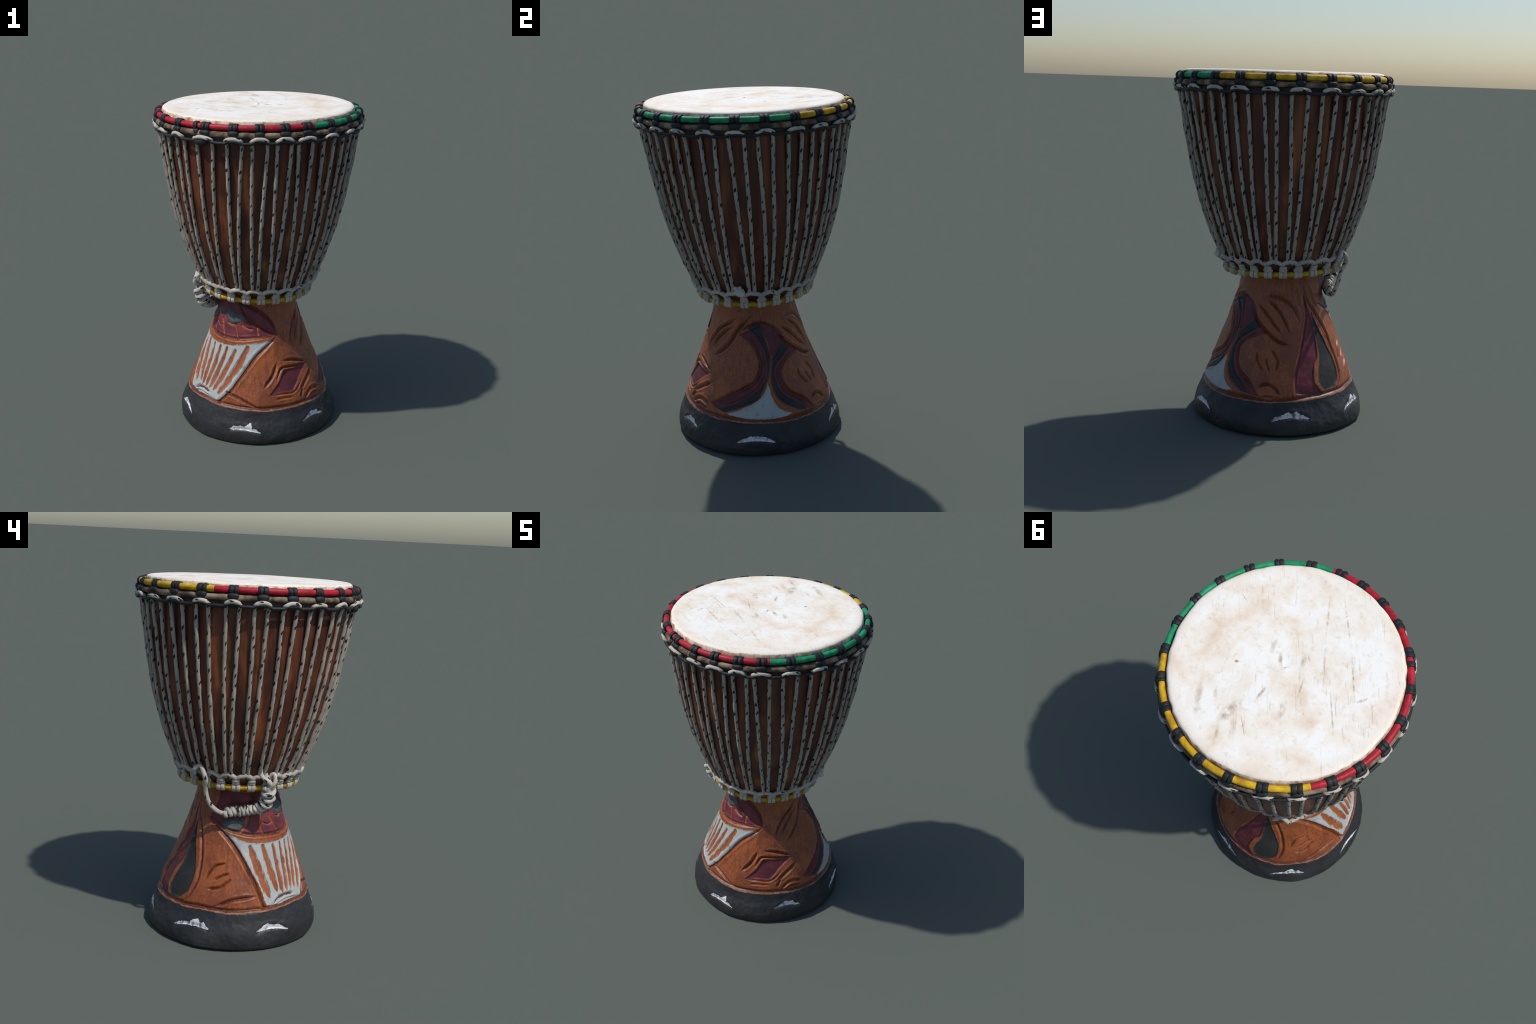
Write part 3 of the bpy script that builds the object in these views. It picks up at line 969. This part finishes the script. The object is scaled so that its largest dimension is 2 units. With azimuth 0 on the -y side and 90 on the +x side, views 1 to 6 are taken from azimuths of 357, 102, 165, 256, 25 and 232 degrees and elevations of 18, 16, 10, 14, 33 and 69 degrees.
# ------------------------------------------------------------------ lacing ropes: one hairpin per knot
for i, (tl, tb) in enumerate(zip(LUGS, BOTT)):
    w_top = 3.7 * rng.uniform(.86, 1.12)
    w_bot = 2.05 * rng.uniform(.85, 1.2)
    tc = tl
    if i == 15:
        w_top, tc = 5.0, tl - 1.6
    if i in (8, 9):
        w_bot = 3.4
    zs = np.linspace(.952, 1.855, 26)
    f = (zs - zs[0]) / (zs[-1] - zs[0])
    sides = []
    for s in (-1, 1):
        bow = 1 - (1 - f) ** 1.08
        th = tb + s * w_bot + (tc + s * w_top - tb - s * w_bot) * bow
        th = th + .14 * np.sin(zs * 9 + i * 1.7 + s) + .08 * np.sin(zs * 47 + i * 2.9 - s)
        r = renv(zs) - .0098 + .006 * np.exp(-(wrap(th + 52) / 30) ** 2) * sstep(1.45, 1.8, zs) + .0012 * np.sin(zs * 29 + i + s)
        sides.append(cyl(th, r, zs))
    wl = w_top + .35
    lr = rng.normal(0, .0015)
    lz = rng.normal(-.001, .002)
    top = [rimp(tc - w_top - .1, .597, 1.876), rimp(tc - wl, .6060, 1.887), rimp(tc - wl * .82, .6160, 1.896), rimp(tc - wl * .42, .6195 + lr, 1.9035 + lz),
           rimp(tc, .6205 + lr, 1.9055 + lz), rimp(tc + wl * .42, .6195 + lr, 1.9035 + lz), rimp(tc + wl * .82, .6160, 1.896), rimp(tc + wl, .6060, 1.887),
           rimp(tc + w_top + .1, .597, 1.876)]
    path = np.concatenate([sides[0], np.array(top), sides[1][::-1]])
    V, F, m = rope(path, .0106, seed=100 + i, gap=.028, fleck_len=.017)
    # the loop over the rim is cleaner than the weathered verticals
    cen = V[F].mean(1)
    m = np.where((m == 0) & (cen[:, 2] > 1.893), 2, m)
    place('lacing_rope', make_mesh('lacing_rope', V, F, [ROPE, FLECK, ROPEWHITE], m))

# ------------------------------------------------------------------ bottom ring and scalloped cord
def lowp(t, r, z):
    t, r, z = np.broadcast_arrays(np.asarray(t, float), r, z)
    a = np.radians(t)
    return np.stack([-.0215 + r*np.cos(a), .0205 + r*np.sin(a), z + r * (-.036*np.cos(a) + .028*np.sin(a))], -1)


t = np.linspace(0, 360, 721)[:-1]
g = noise3(lowp(t, .33, 0), 25, 95)
V, F = tube(lowp(t, .3280, .8810), .0150 * (1 + .05 * g), 14, closed=True)
place('yellow_ring', make_mesh('yellow_ring', V, F, [DULLYELLOW]))

bs = np.array(BOTT)
mids = np.array([(bs[i] + ((bs[(i + 1) % 24] - bs[i]) % 360) / 2) % 360 for i in range(24)])
# scallops: arch over each pair of ropes, cusp at each lower wrap
t = np.linspace(0, 360, 1921)[:-1]
arch = np.zeros_like(t)
for i in range(24):
    m0, m1 = mids[i - 1], mids[i]
    span = (m1 - m0) % 360
    u = ((t - m0) % 360) / span
    k = u < 1
    arch[k] = np.sin(np.pi * u[k]) ** .62
ar = np.radians(t)
zc = .935 + .0235 * arch + .37 * (-.024 * np.cos(ar) + .030 * np.sin(ar))
rs = (.3555 + .0105 * arch) * (1 + .004 * np.cos(ar + .3))
P = np.stack([-.0145 + rs * np.cos(ar), .0185 + rs * np.sin(ar), zc], -1)
P += np.stack([noise3(P, 40, 96), noise3(P, 40, 97), noise3(P, 40, 98)], -1) * .0028
V, F, m = rope(np.concatenate([P[::4], P[:1]]), .0128, seed=300, gap=.11, fleck_len=.014)
place('scalloped_cord', make_mesh('scalloped_cord', V, F, [ROPEWAIST, FLECK], m))

for i, t in enumerate(mids):
    o_, tn_, u_ = frame(t)
    parts = []
    sp = math.degrees(.0115 / .33)
    for o in (-sp, sp):
        parts.append(wrap_band(t + o, .3280, .8815, .0148, .0112, .0055, lowp, rng.normal(0, .001), -110, 150))
    for o in (-.5, .5):
        parts.append(wrap_band(t + sp * o * 2.6, .3300, .8830, .0148, .0045, .0040, lowp, rng.normal(0, .002), -80, 120))
    c = lowp(t, .338, .9080)
    parts.append(ball(c, o_, tn_, u_, .0140, .026 * rng.uniform(.8, 1.15), .0115, power=.85))
    parts.append(ball(lowp(t, .345, .922), o_, tn_, u_, .014, .022, .013, power=.9))
    V, F, m = join(parts)
    place('rope_knot', make_mesh('rope_knot', V, F, [ROPEWAIST]))

# extra tied-off knot at the side
o_, tn_, u_ = frame(0)
parts = []
for (t0, z0, t1, z1, rd) in [(-4, .985, 3, .950, .375), (-3, .962, 4, .945, .380), (-5, .950, 4, .968, .373), (0, .99, 3.5, .945, .377)]:
    V, F, m = rope(np.array([cyl(t0, rd - .008, z0), cyl((t0 + t1)/2, rd + .006, (z0+z1)/2), cyl(t1, rd - .006, z1)]), .0135, seed=int(z0*1000), gap=.2)
    parts.append((V, F, m))
V, F, m = join(parts)
place('tied_knot', make_mesh('tied_knot', V, F, [ROPEWHITE, FLECK], m))

# ------------------------------------------------------------------ rope handle
strand = [(-.262, .315, .955), (-.276, .318, .985), (-.286, .298, 1.003), (-.302, .284, .994), (-.322, .276, .970), (-.326, .266, .935), (-.310, .262, .898),
          (-.297, .257, .860), (-.292, .244, .815), (-.288, .222, .777), (-.289, .190, .749), (-.290, .155, .734), (-.286, .120, .738)]
V1, F1, m1 = rope(strand, .0125, seed=401, gap=.024, fleck_len=.016)
core = catmull([(-.290, .150, .734), (-.284, .105, .740), (-.288, .060, .746), (-.300, .015, .754), (-.325, -.030, .768),
                (-.346, -.060, .795), (-.358, -.074, .828), (-.370, -.078, .868), (-.380, -.070, .905)], step=.002, per=30)
n = len(core)
s = np.arange(n) * .002
T = np.gradient(core, axis=0)
T /= np.linalg.norm(T, axis=1, keepdims=True)
N = np.cross(T, [0.93, 0.37, 0.0])
N /= np.linalg.norm(N, axis=1, keepdims=True)
Bn = np.cross(T, N)
pitch = np.interp(s / s[-1], [0, .5, .7, 1], [.026, .026, .034, .040])
phi = np.cumsum(TAU * .002 / pitch)
hr = np.interp(s / s[-1], [0, .05, .55, .72, .95, 1], [.012, .0205, .0215, .031, .030, .014])
helix = core + (hr * np.cos(phi))[:, None] * N + (hr * np.sin(phi))[:, None] * Bn
V2, F2, m2 = rope(helix[::4], .0138, seed=402, gap=.022, fleck_len=.018, step=.004)
loop1 = [(-.362, -.050, .885), (-.386, -.085, .905), (-.396, -.072, .935), (-.388, -.035, .963), (-.377, -.025, .992), (-.371, -.040, .998),
         (-.378, -.058, .966), (-.388, -.080, .923), (-.380, -.095, .895), (-.358, -.08, .870)]
V3, F3, m3 = rope(loop1, .0125, seed=403, gap=.026, fleck_len=.016)
loop2 = [(-.384, -.075, .900), (-.400, -.095, .925), (-.397, -.106, .955), (-.379, -.100, .976), (-.366, -.085, .966), (-.358, -.075, .945)]
V4, F4, m4 = rope(loop2, .0122, seed=404, gap=.026, fleck_len=.016)
V5, F5 = tube(core, np.interp(s / s[-1], [0, .6, .75, 1], [.014, .016, .026, .020]), 10)
handle = place('rope_handle', make_mesh('rope_handle', *[(x) for x in join([(V1, F1, m1)])[:2]], [ROPEWHITE, FLECK], join([(V1, F1, m1)])[2]))
V, F, m = join([(V2, F2, m2), (V5, F5)])
place('rope_coil', make_mesh('rope_coil', V, F, [ROPEWHITE, FLECK], m), handle)
V, F, m = join([(V3, F3, m3), (V4, F4, m4)])
place('rope_loop', make_mesh('rope_loop', V, F, [ROPEWHITE, FLECK], m), handle)
